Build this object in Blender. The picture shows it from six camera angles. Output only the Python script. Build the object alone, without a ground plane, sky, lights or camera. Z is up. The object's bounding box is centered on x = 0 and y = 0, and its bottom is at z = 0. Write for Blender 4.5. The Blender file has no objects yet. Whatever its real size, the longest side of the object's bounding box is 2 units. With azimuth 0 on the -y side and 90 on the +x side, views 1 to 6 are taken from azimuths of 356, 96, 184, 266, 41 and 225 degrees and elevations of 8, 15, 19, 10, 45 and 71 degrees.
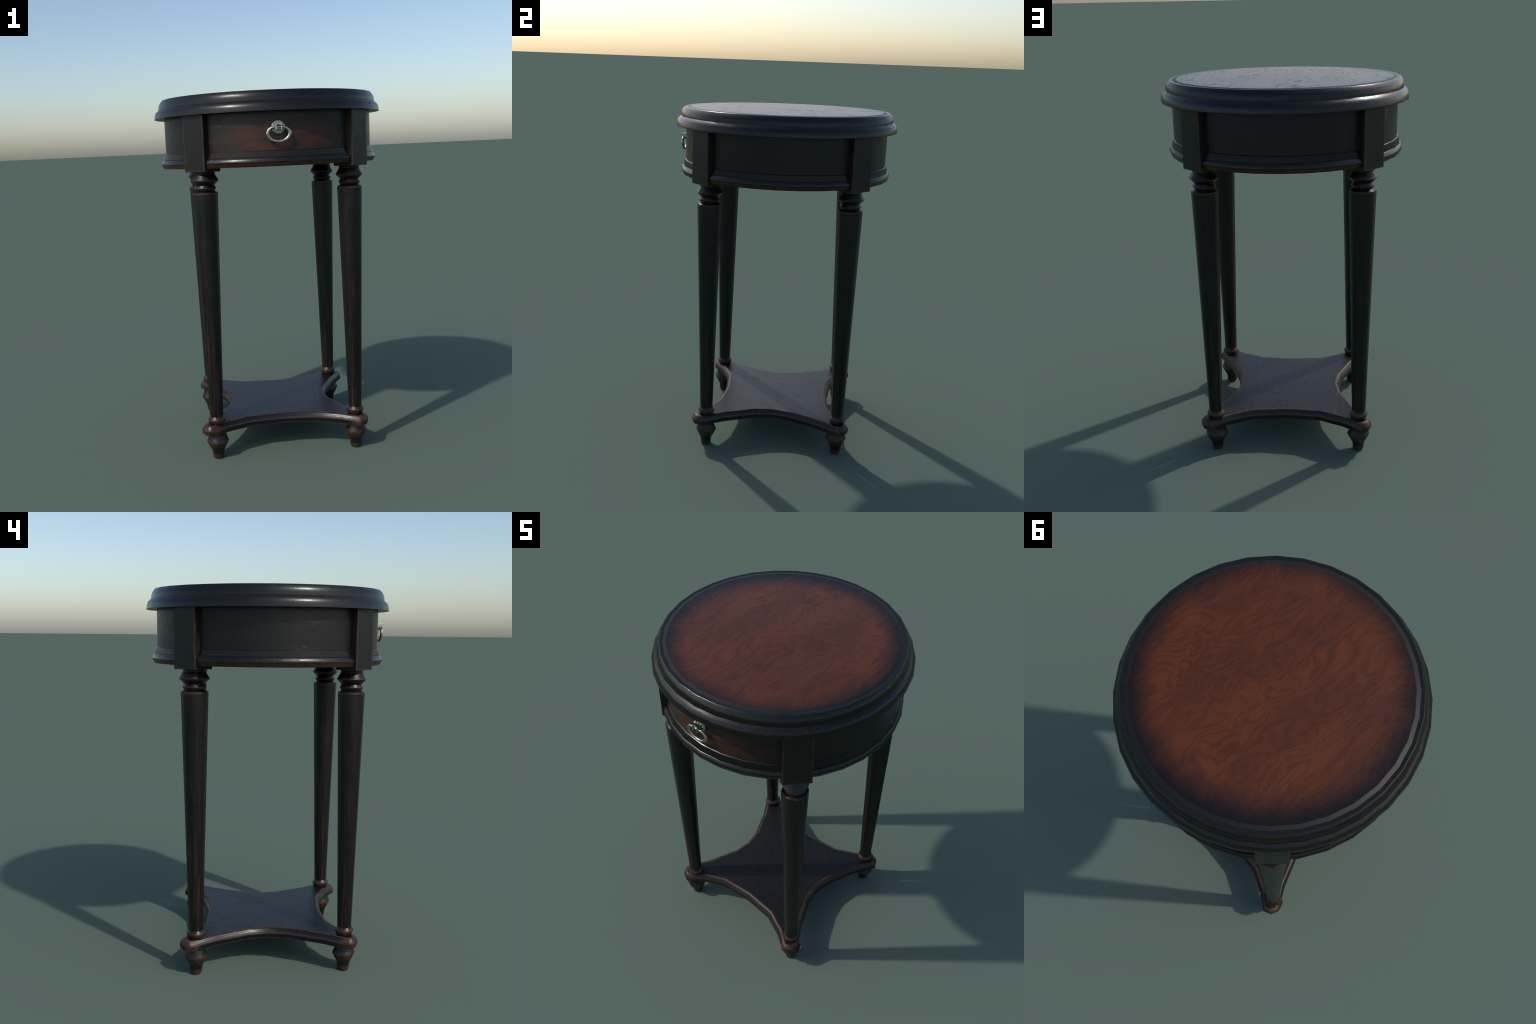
import bpy, bmesh, math, random
from math import sin, cos, pi, radians, hypot
from mathutils import Vector, Matrix

random.seed(7)

# ------------------------------------------------------------------ helpers
def new_obj(name, mesh, parent=None, loc=(0, 0, 0), rotz=0.0):
    o = bpy.data.objects.new(name, mesh)
    bpy.context.scene.collection.objects.link(o)
    o.location = loc
    o.rotation_euler = (0, 0, rotz)
    if parent is not None:
        o.parent = parent
    return o


def mesh_from(name, verts, faces, mats, fmat=None, sharp=None, smooth=True):
    """verts/faces -> mesh; sharp is a predicate on the two end points of an edge"""
    me = bpy.data.meshes.new(name)
    me.from_pydata(verts, [], faces)
    for m in mats:
        me.materials.append(m)
    for i, p in enumerate(me.polygons):
        p.use_smooth = smooth
        if fmat:
            p.material_index = fmat[i]
    bm = bmesh.new()
    bm.from_mesh(me)
    bmesh.ops.recalc_face_normals(bm, faces=bm.faces)
    bm.to_mesh(me)
    bm.free()
    if sharp is not None:
        for e in me.edges:
            if sharp(me, e):
                e.use_edge_sharp = True
    me.update()
    return me


def lathe(name, prof, n, phase, mats, rowmat=None, sharp_rows=(), a0=None, a1=None):
    """turn a profile [(r, z)...] round z; closed at both ends when r == 0.
    sharp_rows: profile points whose ring is a hard edge. a0..a1: partial sweep in steps."""
    full = a0 is None
    cols = n if full else (a1 - a0 + 1)
    verts, faces, fm, idx = [], [], [], []
    row_of = []
    for i, (r, z) in enumerate(prof):
        if r < 1e-6:
            verts.append((0, 0, z)); idx.append([len(verts) - 1] * cols); row_of.append(i)
            continue
        row = []
        for k in range(cols):
            a = phase + 2 * pi * ((k if full else a0 + k) / n)
            verts.append((r * cos(a), r * sin(a), z)); row.append(len(verts) - 1); row_of.append(i)
        idx.append(row)
    for i in range(len(prof) - 1):
        for k in range(n if full else cols - 1):
            k2 = (k + 1) % cols
            f = [idx[i][k], idx[i][k2], idx[i + 1][k2], idx[i + 1][k]]
            g = []
            for v in f:
                if v not in g:
                    g.append(v)
            if len(g) >= 3:
                faces.append(g); fm.append(rowmat[i] if rowmat else 0)
    sr = set(sharp_rows)

    def sharp(me, e):
        a, b = row_of[e.vertices[0]], row_of[e.vertices[1]]
        return a == b and a in sr
    return mesh_from(name, verts, faces, mats, fm, sharp)


def weighted(o, bevel=None, seg=2, angle=40):
    if bevel:
        m = o.modifiers.new('bevel', 'BEVEL')
        m.width = bevel; m.segments = seg; m.limit_method = 'ANGLE'; m.angle_limit = radians(angle)
        m.harden_normals = False
    w = o.modifiers.new('weighted', 'WEIGHTED_NORMAL')
    w.keep_sharp = True
    w.weight = 60


# ------------------------------------------------------------------ node DSL
class N:
    def __init__(self, name):
        self.m = bpy.data.materials.new(name)
        self.m.use_nodes = True
        self.t = self.m.node_tree
        self.t.nodes.clear()
        self.out = self.t.nodes.new('ShaderNodeOutputMaterial')
        self.b = self.t.nodes.new('ShaderNodeBsdfPrincipled')
        self.t.links.new(self.b.outputs[0], self.out.inputs[0])
        self.co = self.t.nodes.new('ShaderNodeTexCoord').outputs['Object']
        s = self.t.nodes.new('ShaderNodeSeparateXYZ')
        self.t.links.new(self.co, s.inputs[0])
        self.x, self.y, self.z = s.outputs

    def set(self, sock, v):
        if isinstance(v, bpy.types.NodeSocket):
            self.t.links.new(v, sock)
        elif isinstance(v, (tuple, list)) and len(v) == 3 and sock.type == 'RGBA':
            sock.default_value = (*v, 1)
        else:
            sock.default_value = v

    def math(self, op, a, b=0.0, c=None, clamp=False):
        n = self.t.nodes.new('ShaderNodeMath'); n.operation = op; n.use_clamp = clamp
        self.set(n.inputs[0], a); self.set(n.inputs[1], b)
        if c is not None:
            self.set(n.inputs[2], c)
        return n.outputs[0]

    def ramp(self, v, lo, hi, a=0.0, b=1.0, kind='SMOOTHSTEP'):
        n = self.t.nodes.new('ShaderNodeMapRange'); n.interpolation_type = kind
        self.set(n.inputs['Value'], v)
        n.inputs['From Min'].default_value = lo; n.inputs['From Max'].default_value = hi
        n.inputs['To Min'].default_value = a; n.inputs['To Max'].default_value = b
        return n.outputs[0]

    def mapping(self, scale=(1, 1, 1), loc=(0, 0, 0), rot=(0, 0, 0), vec=None):
        n = self.t.nodes.new('ShaderNodeMapping')
        self.t.links.new(vec if vec is not None else self.co, n.inputs[0])
        n.inputs['Scale'].default_value = scale
        n.inputs['Location'].default_value = loc
        n.inputs['Rotation'].default_value = rot
        return n.outputs[0]

    def noise(self, vec, scale, detail=4, rough=.55, dist=0.0, color=False):
        n = self.t.nodes.new('ShaderNodeTexNoise')
        self.t.links.new(vec, n.inputs['Vector'])
        n.inputs['Scale'].default_value = scale; n.inputs['Detail'].default_value = detail
        n.inputs['Roughness'].default_value = rough; n.inputs['Distortion'].default_value = dist
        return n.outputs['Color' if color else 'Fac']

    def mix(self, f, a, b):
        n = self.t.nodes.new('ShaderNodeMix'); n.data_type = 'RGBA'
        self.set(n.inputs[0], f); self.set(n.inputs[6], a); self.set(n.inputs[7], b)
        return n.outputs[2]

    def vadd(self, a, b, s):
        n = self.t.nodes.new('ShaderNodeVectorMath'); n.operation = 'MULTIPLY_ADD'
        self.t.links.new(b, n.inputs[0]); n.inputs[1].default_value = (s, s, s)
        self.t.links.new(a, n.inputs[2])
        return n.outputs[0]

    def max_of(self, items):
        v = items[0]
        for i in items[1:]:
            v = self.math('MAXIMUM', v, i)
        return v

    def radius(self):
        return self.math('SQRT', self.math('ADD', self.math('MULTIPLY', self.x, self.x),
                                           self.math('MULTIPLY', self.y, self.y)))

    def finish(self, color, rough, bump=None, strength=.3, dist=.002, metal=0.0, spec=.41, relief=None):
        first = None
        if relief is not None:      # relief in metres, read straight as height
            first = self.t.nodes.new('ShaderNodeBump')
            first.inputs['Strength'].default_value = 1.0
            first.inputs['Distance'].default_value = 1.0
            self.t.links.new(relief, first.inputs['Height'])
        self.set(self.b.inputs['Base Color'], color)
        self.set(self.b.inputs['Roughness'], rough)
        self.b.inputs['Metallic'].default_value = metal
        self.set(self.b.inputs['Specular IOR Level'], spec)
        if bump is not None:
            n = self.t.nodes.new('ShaderNodeBump')
            n.inputs['Strength'].default_value = strength
            n.inputs['Distance'].default_value = dist
            self.t.links.new(bump, n.inputs['Height'])
            if first is not None:
                self.t.links.new(first.outputs[0], n.inputs['Normal'])
            self.t.links.new(n.outputs[0], self.b.inputs['Normal'])
        return self.m


EBONY = (.0036, .0033, .0029)
EBONY2 = (.0070, .0061, .0052)
WORN = (.080, .029, .014)
WORN2 = (.040, .015, .0085)


def grain(n, axis, fine=260, long=10):
    """fine wood pores stretched along an axis, 0..1"""
    s = {'x': (long, fine, fine), 'y': (fine, long, fine), 'z': (fine, fine, long)}[axis]
    wob = n.noise(n.mapping((3, 3, 3)), 2.0, 2, color=True)
    v = n.vadd(n.co, wob, .03)
    a = n.noise(n.mapping(s, vec=v), .55, 5, .6)
    return a


def chips(n, axis='x'):
    """scattered rough patches of tiny dents in the lacquer, drawn out along the grain"""
    lo, hi = .32, 1.0
    sc = {'x': (lo, hi, hi), 'y': (hi, lo, hi), 'z': (hi, hi, lo)}[axis]
    m = n.mapping(sc)
    patch = n.ramp(n.noise(m, 13, 3), .53, .68)
    d = n.ramp(n.noise(m, 190, 3, .6), .36, .60)
    return n.math('SUBTRACT', 1.0, n.math('MULTIPLY', patch, n.math('SUBTRACT', 1.0, d)))


def bands(n, coord, lst, jitter=.004, nscale=(60, 60, 12)):
    """soft worn bands round given heights [(height, half width, amount)]"""
    j = n.noise(n.mapping(nscale), 1.0, 3)
    v = n.math('MULTIPLY_ADD', n.math('SUBTRACT', j, .5), jitter * 2, coord)
    res = []
    for z, w, amt in lst:
        d = n.math('ABSOLUTE', n.math('SUBTRACT', v, z))
        res.append(n.ramp(d, w * .35, w, amt, 0.0))
    return n.max_of(res)


def black_wood(name, axis, wear=None, rough=.36, bump=.25, spec=.41, streak=None, relief=None, worn_rough=.16):
    n = N(name)
    g = grain(n, axis)
    col = n.mix(n.ramp(g, .35, .7), EBONY, EBONY2)
    r = n.math('MULTIPLY_ADD', n.math('SUBTRACT', n.noise(n.co, 18, 4), .5), .14, rough)
    r = n.math('MULTIPLY_ADD', n.math('SUBTRACT', g, .5), .22, r)
    if streak is not None:
        st = streak(n)
        col = n.mix(st, col, WORN2)
        r = n.math('MULTIPLY_ADD', st, worn_rough, r)
    if wear is not None:
        tone = n.mix(n.ramp(n.noise(n.mapping((40, 40, 14)), 1.0, 3), .3, .7), WORN2, WORN)
        w = wear(n)
        col = n.mix(w, col, tone)
        r = n.math('MULTIPLY_ADD', w, worn_rough, r)
    h = n.math('MULTIPLY_ADD', chips(n, axis), 1.2, n.math('MULTIPLY', g, .45))
    return n.finish(col, r, h, bump, .0016, spec=spec, relief=relief(n) if relief else None)


# ------------------------------------------------------------------ materials
rim_mat = black_wood('ebonised_rim', 'x', rough=.29, bump=.20)


def moulding_wear(n):
    v = n.math('MULTIPLY_ADD', n.math('SUBTRACT', n.noise(n.mapping((30, 30, 30)), 1.0, 3), .5), .012, n.z)
    return n.ramp(v, 1.618, 1.634, .72, 0.0)


def moulding_relief(n):
    # the upper member is a shallow fillet: flatten it towards the vertical
    return n.math('MULTIPLY', n.math('MINIMUM', n.math('MAXIMUM', n.z, 1.6535), 1.6845), .33)


moulding_mat = black_wood('ebonised_moulding', 'x', rough=.30, wear=moulding_wear, relief=moulding_relief)
panel_mat = black_wood('ebonised_panel', 'x', rough=.42, bump=.42)


def drawer_front_material():
    n = N('burnished_drawer_front')
    g = grain(n, 'x')
    ex = n.math('DIVIDE', n.math('SUBTRACT', n.x, .02), .34)
    ez = n.math('DIVIDE', n.math('SUBTRACT', n.z, 1.735), .125)
    d = n.math('SQRT', n.math('ADD', n.math('MULTIPLY', ex, ex), n.math('MULTIPLY', ez, ez)))
    d = n.math('ADD', d, n.math('MULTIPLY', n.math('SUBTRACT', n.noise(n.mapping((6, 6, 14)), 1.0, 5, .65), .5), .7))
    m = n.ramp(d, .38, 1.22, 1, 0)
    dark = n.mix(n.ramp(g, .35, .7), EBONY, EBONY2)
    red = n.mix(n.ramp(n.noise(n.mapping((9, 9, 30)), 1.2, 5, .65), .35, .68), (.028, .0100, .0058), (.060, .0172, .0058))
    h = n.math('MULTIPLY_ADD', chips(n, 'x'), 1.2, n.math('MULTIPLY', g, .35))
    return n.finish(n.mix(m, dark, red), .44, h, .42, .0016)


drawer_mat = drawer_front_material()


def veneer_material():
    n = N('sunburst_burl_veneer')
    # swirling figure: contour lines of a stretched, warped noise; grain runs front to back
    warp = n.noise(n.mapping((3.2, 1.7, 1)), 1.0, 3, .5, color=True)
    v = n.vadd(n.co, warp, .30)
    field = n.noise(n.mapping((5.2, 1.35, 1), vec=v), 1.0, 3.5, .5, .4)
    ping = n.math('PINGPONG', n.math('MULTIPLY', field, 42.0), 1.0)
    soft = n.ramp(ping, .05, .95)
    groove = n.ramp(ping, .0, .30)
    groove = n.math('SUBTRACT', 1.0, n.math('MULTIPLY', n.math('SUBTRACT', 1.0, groove),
                                            n.ramp(n.noise(n.mapping((6, 3, 1), vec=v), 1.0, 2), .36, .56)))
    big = n.noise(n.mapping((4.5, 1.6, 1), loc=(3, 1, 0), vec=v), 1.5, 4, .55)
    pores = n.noise(n.mapping((210, 26, 1), vec=v), 1.0, 4, .65)
    knots = n.ramp(n.noise(n.mapping((95, 38, 1), vec=v), 1.0, 4, .62), .575, .68)
    knots = n.math('MULTIPLY', knots, n.ramp(n.noise(n.mapping((6, 3, 1), loc=(7, 2, 0), vec=v), 1.5, 2), .44, .56))
    streaks = n.noise(n.mapping((46, 4.5, 1), loc=(1, 5, 0), vec=v), 1.0, 4, .6)
    tone = n.math('ADD', n.math('MULTIPLY', soft, .20), n.math('MULTIPLY', n.ramp(big, .32, .68), .25))
    tone = n.math('ADD', tone, n.math('MULTIPLY_ADD', pores, .22, n.math('MULTIPLY', streaks, .36)))
    light = n.mix(n.ramp(tone, .28, .82), (.0640, .0172, .0064), (.1020, .0278, .0074))
    light = n.mix(n.math('MULTIPLY', n.math('SUBTRACT', 1.0, groove), .16), light, (.034, .0105, .006))
    light = n.mix(n.math('MULTIPLY', knots, .24), light, (.022, .0082, .0062))
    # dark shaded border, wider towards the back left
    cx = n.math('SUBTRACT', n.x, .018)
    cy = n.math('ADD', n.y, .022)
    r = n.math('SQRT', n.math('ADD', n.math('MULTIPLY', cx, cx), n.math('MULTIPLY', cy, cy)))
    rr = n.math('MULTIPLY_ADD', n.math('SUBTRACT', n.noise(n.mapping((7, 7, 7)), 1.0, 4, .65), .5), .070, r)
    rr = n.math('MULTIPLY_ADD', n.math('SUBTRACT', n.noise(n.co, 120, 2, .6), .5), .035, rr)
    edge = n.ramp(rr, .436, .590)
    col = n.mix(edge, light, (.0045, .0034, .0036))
    h = n.math('ADD', n.math('MULTIPLY', n.math('SUBTRACT', 1.0, knots), .8), n.math('MULTIPLY', groove, .30))
    h = n.math('ADD', h, n.math('MULTIPLY', pores, .35))
    rough = n.math('MULTIPLY_ADD', n.math('SUBTRACT', 1.0, groove), .12, .275)
    rough = n.math('MULTIPLY_ADD', n.math('SUBTRACT', pores, .5), .20, rough)
    sp = n.math('MULTIPLY_ADD', n.math('SUBTRACT', groove, 1.0), .13, .36)
    sp = n.math('MULTIPLY_ADD', n.math('SUBTRACT', pores, .5), .16, sp)
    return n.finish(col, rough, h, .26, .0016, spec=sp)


veneer_mat = veneer_material()


def stringing_material():
    n = N('black_stringing')
    g = n.noise(n.co, 60, 4)
    tilt = n.math('MULTIPLY', n.radius(), -.13)
    return n.finish(n.mix(g, (.0065, .0060, .0045), (.012, .0108, .0082)), .50, g, .15, .001, spec=.32, relief=tilt)  # base tinted olive-grey to carry the warm horizon reflected in this band


stringing_mat = stringing_material()


# legs
def leg_wear(n):
    # rubbed through on the beads and the shoulder of the shaft
    return bands(n, n.z, [(1.5415, .0075, .75), (1.5000, .0095, .6), (1.4735, .0060, .8), (.2185, .021, .62)], .003)


def leg_streak(n):
    s = n.noise(n.mapping((105, 105, 2.4)), 1.0, 4, .6)
    m = n.ramp(s, .52, .64)
    return n.math('MULTIPLY', m, n.ramp(n.z, 1.25, .28, .10, .80, 'LINEAR'))


leg_mat = black_wood('ebonised_leg', 'z', wear=leg_wear, rough=.36, streak=leg_streak)


def foot_wear(n):
    return n.math('MULTIPLY', bands(n, n.z, [(.086, .030, .7), (.010, .022, .7)], .004),
                  n.ramp(n.noise(n.mapping((110, 110, 9)), 1.0, 3), .25, .6, .45, 1.0))


foot_mat = black_wood('worn_foot', 'z', wear=foot_wear, rough=.42)
BLOCK_W, BLOCK_D, BLOCK_Z0, BLOCK_Z1 = .1425, .1225, 1.5882, 1.8860
BLOCK_OUT = .6241


def block_wear(n):
    # distance to the arrises of the block, from its own coordinates (x out, y across)
    dx = n.math('SUBTRACT', BLOCK_D / 2, n.math('ABSOLUTE', n.x))
    dy = n.math('SUBTRACT', BLOCK_W / 2, n.math('ABSOLUTE', n.y))
    dz = n.z
    j = n.math('MULTIPLY', n.math('SUBTRACT', n.noise(n.mapping((50, 50, 14)), 1.0, 3), .5), .004)
    near = []
    for a, b in ((dx, dy), (dx, dz), (dy, dz)):
        near.append(n.ramp(n.math('ADD', n.math('MAXIMUM', a, b), j), .0035, .0100, .62, 0.0))
    return n.max_of(near)


block_mat = black_wood('ebonised_block', 'z', wear=block_wear, rough=.44, bump=.4)


# shelf
def shelf_top_material():
    n = N('ebonised_shelf_top')
    warp = n.noise(n.mapping((4, 2, 1)), 1.0, 3, .5, color=True)
    v = n.vadd(n.co, warp, .22)
    f = n.noise(n.mapping((5, 1.6, 1), vec=v), 1.0, 3, .5, .3)
    l = n.ramp(n.math('PINGPONG', n.math('MULTIPLY', f, 24.0), 1.0), .0, .30)
    l = n.math('SUBTRACT', 1.0, n.math('MULTIPLY', n.math('SUBTRACT', 1.0, l), n.ramp(n.noise(n.co, 9, 3), .42, .6)))
    p = n.noise(n.mapping((220, 16, 1), vec=v), 1.0, 4, .6)
    c = n.mix(n.math('MULTIPLY', n.math('SUBTRACT', 1.0, l), .7), (.0056, .0050, .0050), (.0036, .0026, .0026))
    h = n.math('ADD', n.math('MULTIPLY_ADD', chips(n, 'y'), 1.1, n.math('MULTIPLY', l, .3)), n.math('MULTIPLY', p, .4))
    return n.finish(c, n.math('MULTIPLY_ADD', n.math('SUBTRACT', p, .5), .2, .40), h, .42, .0016,
                    spec=n.math('MULTIPLY', n.math('MULTIPLY_ADD', n.math('SUBTRACT', l, 1.0), .13, .37), n.ramp(chips(n, 'y'), 0, 1, .82, 1.0)))


shelf_top_mat = shelf_top_material()


def tip_brown(n):
    return n.math('MULTIPLY', n.ramp(n.radius(), .555, .60), n.ramp(n.noise(n.mapping((28, 28, 28)), 1.0, 4), .35, .6, .25, .75))


def lip_wear(n):
    s = n.ramp(n.noise(n.mapping((28, 28, 60)), 1.0, 4), .36, .55, .25, .85)
    return s


def edge_wear(n):
    b = bands(n, n.z, [(.1740, .0065, .42), (.1455, .0055, .85)], .003, (30, 30, 60))
    return n.math('MAXIMUM', b, tip_brown(n))


shelf_lip_mat = black_wood('worn_shelf_lip', 'y', wear=lip_wear, rough=.40)
shelf_edge_mat = black_wood('ebonised_shelf_edge', 'y', wear=edge_wear, rough=.32)


def pewter(name, a, b, r0, r1):
    n = N(name)
    g = n.noise(n.co, 90, 4, .6)
    return n.finish(n.mix(n.ramp(g, .3, .7), a, b), n.ramp(g, .3, .7, r0, r1), g, .12, .001, metal=1.0, spec=.5)


pewter_mat = pewter('antique_pewter', (.40, .39, .33), (.60, .58, .50), .34, .22)
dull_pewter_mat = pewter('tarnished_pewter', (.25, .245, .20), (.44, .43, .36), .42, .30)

# ------------------------------------------------------------------ the thing
table = bpy.data.objects.new('side_table', None)
bpy.context.scene.collection.objects.link(table)
table['label'] = 'round black side table with sunburst wooden top, drawer and lower shelf'
table['category'] = 'side table'

SEG = 32
# tabletop: moulded rim
rim_prof = [(.560, 1.9862), (.584, 1.9880), (.6000, 1.9889), (.6035, 1.9870), (.6130, 1.9745), (.6184, 1.9630), (.6208, 1.9500),
            (.6213, 1.9385), (.6295, 1.9310), (.6407, 1.9200), (.6450, 1.9050), (.6476, 1.8880), (.6472, 1.8836),
            (.5600, 1.8835)]
rim = new_obj('tabletop', lathe('tabletop', rim_prof, SEG, 0, [rim_mat], sharp_rows=(2, 7, 12)), table)
weighted(rim)
# veneered field with a slightly sloping black stringing line round it
def crown(r):
    # the field rises very slightly to the middle
    return 2.0 - .0094 * r / .5655


field_prof = [(r, crown(r)) for r in (0, .15, .30, .45, .5655)] + [(.5855, 1.9877), (.5855, 1.982), (0, 1.982)]
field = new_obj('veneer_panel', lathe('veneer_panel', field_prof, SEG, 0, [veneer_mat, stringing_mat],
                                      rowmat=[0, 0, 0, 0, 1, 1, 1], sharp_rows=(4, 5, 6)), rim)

# apron: four curved panels between the corner blocks, the front one is the drawer
APR, AZ0, AZ1 = .5915, 1.680, 1.8845
prof = [(APR - .03, AZ1), (APR, AZ1), (APR, AZ0), (APR - .03, AZ0), (APR - .03, AZ1)]
for k, nm in enumerate(('apron_panel', 'apron_panel', 'apron_panel', 'drawer_front')):
    # sector centres at 0, 90, 180, 270 degrees; the last faces -y
    s = 8 * k - 4
    me = lathe(nm, prof, SEG, 0, [drawer_mat if nm == 'drawer_front' else panel_mat],
               sharp_rows=(0, 1, 2, 3), a0=s, a1=s + 8)
    if nm == 'drawer_front':
        drawer = new_obj(nm, me, table)
    else:
        # each panel in its own frame (x along the grain)
        ang = radians(90 * k + 90)
        for v in me.vertices:
            v.co = Matrix.Rotation(-ang, 3, 'Z') @ v.co
        new_obj(nm, me, table, rotz=ang)

# base moulding under the apron
mould_prof = [(.50, 1.6875), (.5910, 1.6875), (.5960, 1.6842), (.6015, 1.6690), (.6062, 1.6562),
              (.6070, 1.6530), (.6110, 1.6512), (.6158, 1.6430), (.6203, 1.6330), (.6190, 1.6275), (.6130, 1.6140), (.6085, 1.6062),
              (0, 1.6062), (0, 1.6875), (.50, 1.6875)]
mould = new_obj('base_moulding', lathe('base_moulding', mould_prof, SEG, 0, [moulding_mat],
                                       sharp_rows=(1, 2, 4, 5, 11)), table)
weighted(mould)
# legs: eight-sided turned legs with corner block above and foot below the shelf
LEG_R, LEG_AZ = .5538, 1.08
leg_prof = [(0, 1.592), (.0545, 1.592), (.0550, 1.5855), (.0585, 1.5800), (.0565, 1.5760), (.0630, 1.5640), (.0705, 1.5515), (.0757, 1.5433),
            (.0715, 1.5380), (.0610, 1.5270), (.0530, 1.5195), (.0518, 1.5170), (.0545, 1.5120), (.0598, 1.5024), (.0575, 1.4965), (.0525, 1.4885),
            (.0515, 1.4865), (.0675, 1.4778), (.0688, 1.4762), (.0666, 1.4000), (.0529, .8700), (.0372, .2420),
            (.0376, .2400), (.0470, .2270), (.0490, .2215), (.0465, .2110), (.0400, .1960), (.0370, .1905), (.0, .1905)]
leg_me = lathe('leg', leg_prof, 8, 0, [leg_mat], sharp_rows=(1, 4, 7, 11, 13, 16, 17, 21))
foot_prof = [(0, .1400), (.0470, .1400), (.0500, .1260), (.0570, .1085), (.0612, .0985), (.0590, .0900), (.0500, .0720), (.0390, .0510), (.0340, .0430),
             (.0325, .0330), (.0305, .0110), (.0296, .0035), (.0265, .0), (.0, .0)]
foot_me = lathe('foot', foot_prof, 8, 0, [foot_mat], sharp_rows=(1, 12))


def box(name, sx, sy, z0, z1, mats):
    v = [(x * sx / 2, y * sy / 2, z) for z in (z0, z1) for x, y in ((-1, -1), (1, -1), (1, 1), (-1, 1))]
    f = [(0, 3, 2, 1), (4, 5, 6, 7), (0, 1, 5, 4), (1, 2, 6, 5), (2, 3, 7, 6), (3, 0, 4, 7)]
    return mesh_from(name, v, f, mats)


block_me = box('corner_block', BLOCK_D, BLOCK_W, 0, BLOCK_Z1 - BLOCK_Z0, [block_mat])
for k in range(4):
    a = radians(-45 + 90 * k + LEG_AZ)
    leg = new_obj('leg', leg_me, table, (LEG_R * cos(a), LEG_R * sin(a), 0), a)
    weighted(leg)
    blk = new_obj('corner_block', block_me, leg, (BLOCK_OUT - BLOCK_D / 2 - LEG_R, 0, BLOCK_Z0))
    weighted(blk, .0022, 2)
    ft = new_obj('foot', foot_me, leg)
    weighted(ft)

# lower shelf: concave-sided board with pointed lobes, moulded edge
quarter = [(0, -.3050), (.1930, -.3225), (.3250, -.3845), (.4055, -.4472), (.4340, -.4340), (.4472, -.4055),
           (.3660, -.2810), (.2910, -.1080), (.2730, 0)]
outline = list(quarter[:-1])
outline += [(x, -y) for x, y in reversed(quarter[1:])][0:]
outline += [(-x, -y) for x, y in quarter[:-1]]
outline += [(-x, y) for x, y in reversed(quarter[1:])]
nO = len(outline)


def offset_outline(pts, d):
    res = []
    n = len(pts)
    for i in range(n):
        p0, p, p1 = Vector(pts[i - 1]), Vector(pts[i]), Vector(pts[(i + 1) % n])
        e0, e1 = (p - p0).normalized(), (p1 - p).normalized()
        n0, n1 = Vector((e0.y, -e0.x)), Vector((e1.y, -e1.x))
        m = (n0 + n1)
        m = m / max(.3, (1 + n0.dot(n1)))
        lobe = hypot(*pts[i]) > .59          # the three corners of each lobe stand out less
        res.append(p + m * (d * (.95 if lobe else (1.14 if d > 0 else 1.0)) + (.0012 if lobe else .0028)))
    return res


levels = [(-.0075, .1980), (-.0005, .1980), (.0040, .1958), (.0088, .1902), (.0112, .1845), (.0135, .1808), (.0165, .1740),
          (.0178, .1680), (.0178, .1470), (.0165, .1452), (-.03, .1452)]
shelf_rowmat = [1, 1, 2, 2, 2, 2, 2, 2, 2, 2]
verts, faces, fm, rows = [], [], [], []
row_of = []
for i, (d, z) in enumerate(levels):
    r = []
    for p in offset_outline(outline, d):
        verts.append((p.x, p.y, z)); r.append(len(verts) - 1); row_of.append(i)
    rows.append(r)
for i in range(len(levels) - 1):
    for k in range(nO):
        k2 = (k + 1) % nO
        faces.append((rows[i][k], rows[i + 1][k], rows[i + 1][k2], rows[i][k2])); fm.append(shelf_rowmat[i])
faces.append(tuple(rows[0])); fm.append(0)
faces.append(tuple(reversed(rows[-1]))); fm.append(2)
shelf_sharp = {4, 7, 9, 10}
shelf_me = mesh_from('shelf', verts, faces, [shelf_top_mat, shelf_lip_mat, shelf_edge_mat], fm,
                     lambda me, e: row_of[e.vertices[0]] == row_of[e.vertices[1]] and row_of[e.vertices[0]] in shelf_sharp)
shelf = new_obj('shelf', shelf_me, table)
weighted(shelf)

# ------------------------------------------------------------------ drawer pull
PX, PZ, PY = -.002, 1.8020, -.5905


def bm_obj(name, bm, parent, mat, loc=(0, 0, 0)):
    me = bpy.data.meshes.new(name)
    bmesh.ops.recalc_face_normals(bm, faces=bm.faces)
    bm.to_mesh(me); bm.free()
    me.materials.append(mat)
    for p in me.polygons:
        p.use_smooth = True
    return new_obj(name, me, parent, loc)


# rosette: domed plate with a ring of beads, its axis along -y
bm = bmesh.new()
dome = [(.0, .0135), (.010, .0135), (.015, .0110), (.021, .0098), (.029, .0092), (.032, .0105), (.0360, .0085), (.0395, .0045), (.0400, .0), (.0, .0)]
NS = 32
rings = []
for r, h in dome:
    if r == 0:
        v = bm.verts.new((0, -h, 0)); rings.append([v] * NS)
    else:
        rings.append([bm.verts.new((.95 * r * cos(2 * pi * k / NS), -h, .95 * r * sin(2 * pi * k / NS))) for k in range(NS)])
for i in range(len(dome) - 1):
    for k in range(NS):
        q = [rings[i][k], rings[i][(k + 1) % NS], rings[i + 1][(k + 1) % NS], rings[i + 1][k]]
        u = []
        for v in q:
            if v not in u:
                u.append(v)
        bm.faces.new(u)
plate = bm_obj('drawer_pull', bm, table, dull_pewter_mat, (PX, PY, PZ))
bm = bmesh.new()
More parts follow.
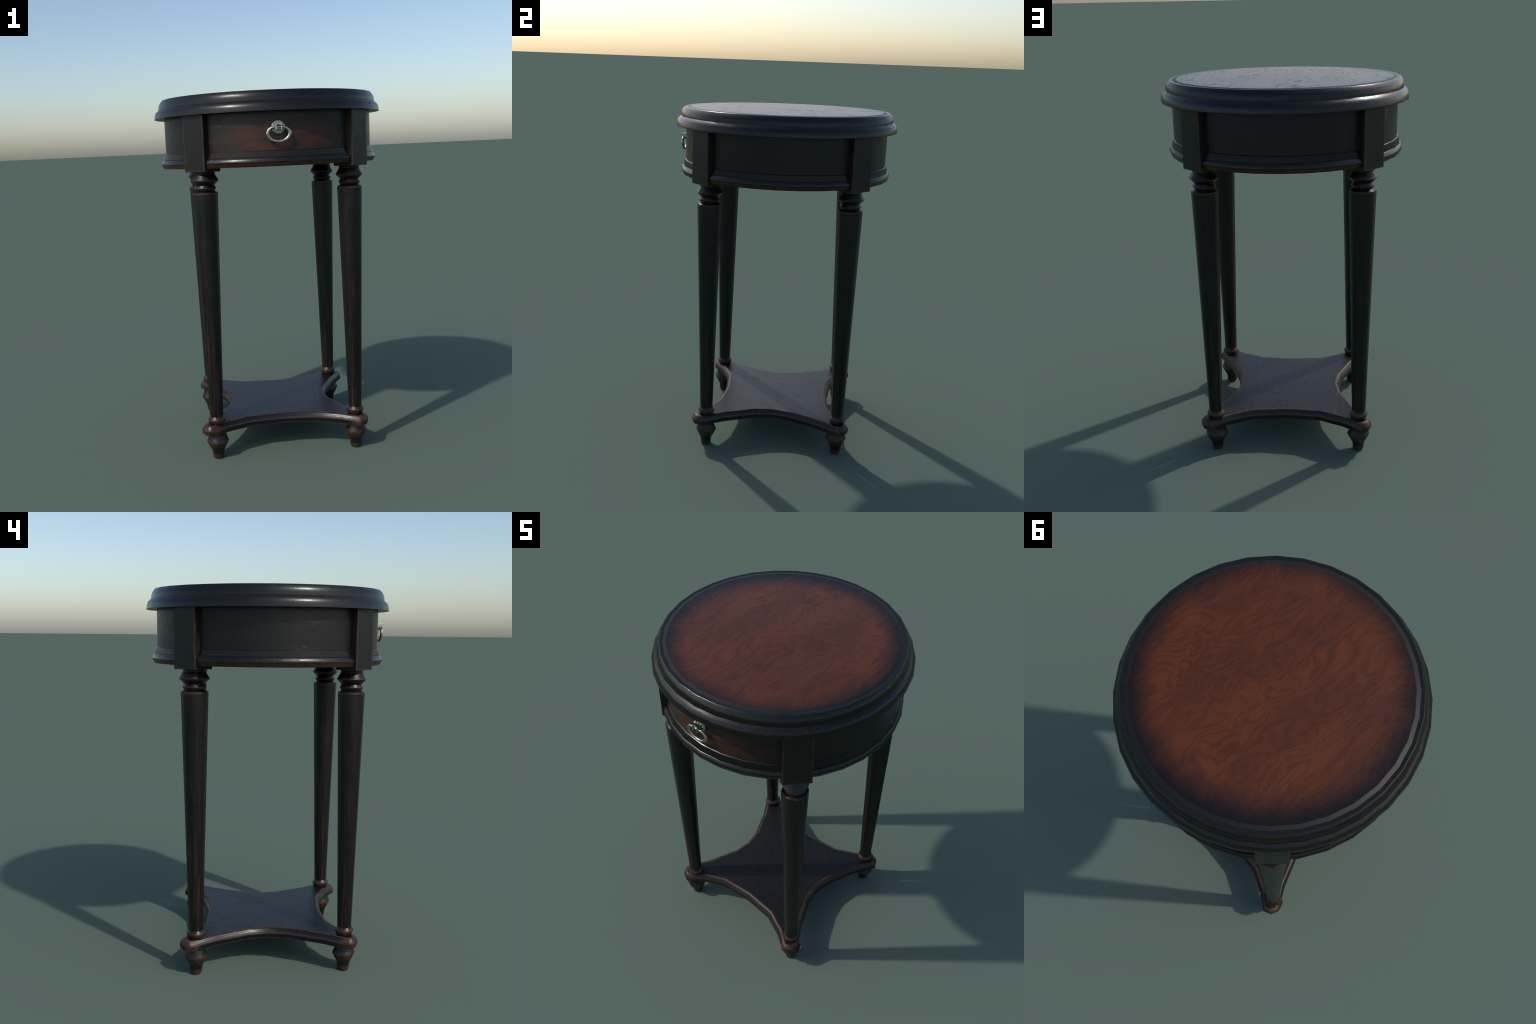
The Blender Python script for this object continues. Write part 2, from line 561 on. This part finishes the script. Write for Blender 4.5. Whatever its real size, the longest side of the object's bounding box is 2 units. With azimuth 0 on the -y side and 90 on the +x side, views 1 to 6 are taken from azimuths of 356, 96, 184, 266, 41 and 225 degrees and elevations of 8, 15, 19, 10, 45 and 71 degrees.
for k in range(10):
    a = 2 * pi * (k + .5) / 10
    M = Matrix.Translation((.0255 * cos(a), -.0100, .0255 * sin(a))) @ Matrix.Rotation(-a, 4, 'Y') @ Matrix.Diagonal((.0055, .0035, .0042, 1))
    bmesh.ops.create_uvsphere(bm, u_segments=12, v_segments=8, radius=1, matrix=M)
for k in range(20):
    a = 2 * pi * k / 20
    M = Matrix.Translation(((.0330) * cos(a), -.0085, (.0330) * sin(a))) @ Matrix.Diagonal((.0022, .0020, .0022, 1))
    bmesh.ops.create_uvsphere(bm, u_segments=8, v_segments=6, radius=1, matrix=M)
bead = bm_obj('rosette_beading', bm, plate, pewter_mat)
bead['kind'] = 'stuff'

# clasp: two cheeks joined by cross bars
bm = bmesh.new()


def add_box(bm, c, s):
    bmesh.ops.create_cube(bm, size=1, matrix=Matrix.Translation(c) @ Matrix.Diagonal((*s, 1)))


for sx in (-1, 1):
    add_box(bm, (sx * .0135, -.0235, .003), (.0065, .027, .033))
    add_box(bm, (sx * .0140, -.0300, -.0135), (.0085, .010, .0045))
add_box(bm, (0, -.0230, .0165), (.0215, .024, .0075))
add_box(bm, (0, -.0255, .0095), (.0215, .016, .0035))
add_box(bm, (0, -.0230, -.0105), (.0215, .010, .0040))
clasp = bm_obj('pull_clasp', bm, plate, pewter_mat)
for p in clasp.data.polygons:
    p.use_smooth = False
bv = clasp.modifiers.new('bevel', 'BEVEL'); bv.width = .0013; bv.segments = 2

# swinging ring: flattened loop, swept section wider at its sides
half = [(0, -.0010, -.0265, .0046), (.0220, -.0010, -.0262, .0050), (.0380, -.0045, -.0252, .0064), (.0505, -.0150, -.0240, .0082), (.0568, -.0310, -.0230, .0090),
        (.0535, -.0465, -.0222, .0086), (.0410, -.0600, -.0218, .0076), (.0220, -.0690, -.0215, .0068), (.0, -.0728, -.0215, .0066)]
loop = half + [(-x, z, y, w) for x, z, y, w in reversed(half[1:-1])]
bm = bmesh.new()
nl, ns, rows = len(loop), 10, []
for i, (x, z, y, w) in enumerate(loop):
    p0, p1 = loop[i - 1], loop[(i + 1) % nl]
    t = Vector((p1[0] - p0[0], 0, p1[1] - p0[1])).normalized()
    side = Vector((t.z, 0, -t.x))
    rows.append([bm.verts.new(Vector((x, y, z)) + side * (1.10 * w * cos(2 * pi * k / ns)) + Vector((0, 1, 0)) * (.0062 * sin(2 * pi * k / ns)))
                 for k in range(ns)])
for i in range(nl):
    for k in range(ns):
        bm.faces.new((rows[i][k], rows[i][(k + 1) % ns], rows[(i + 1) % nl][(k + 1) % ns], rows[(i + 1) % nl][k]))
bm_obj('pull_ring', bm, plate, pewter_mat)
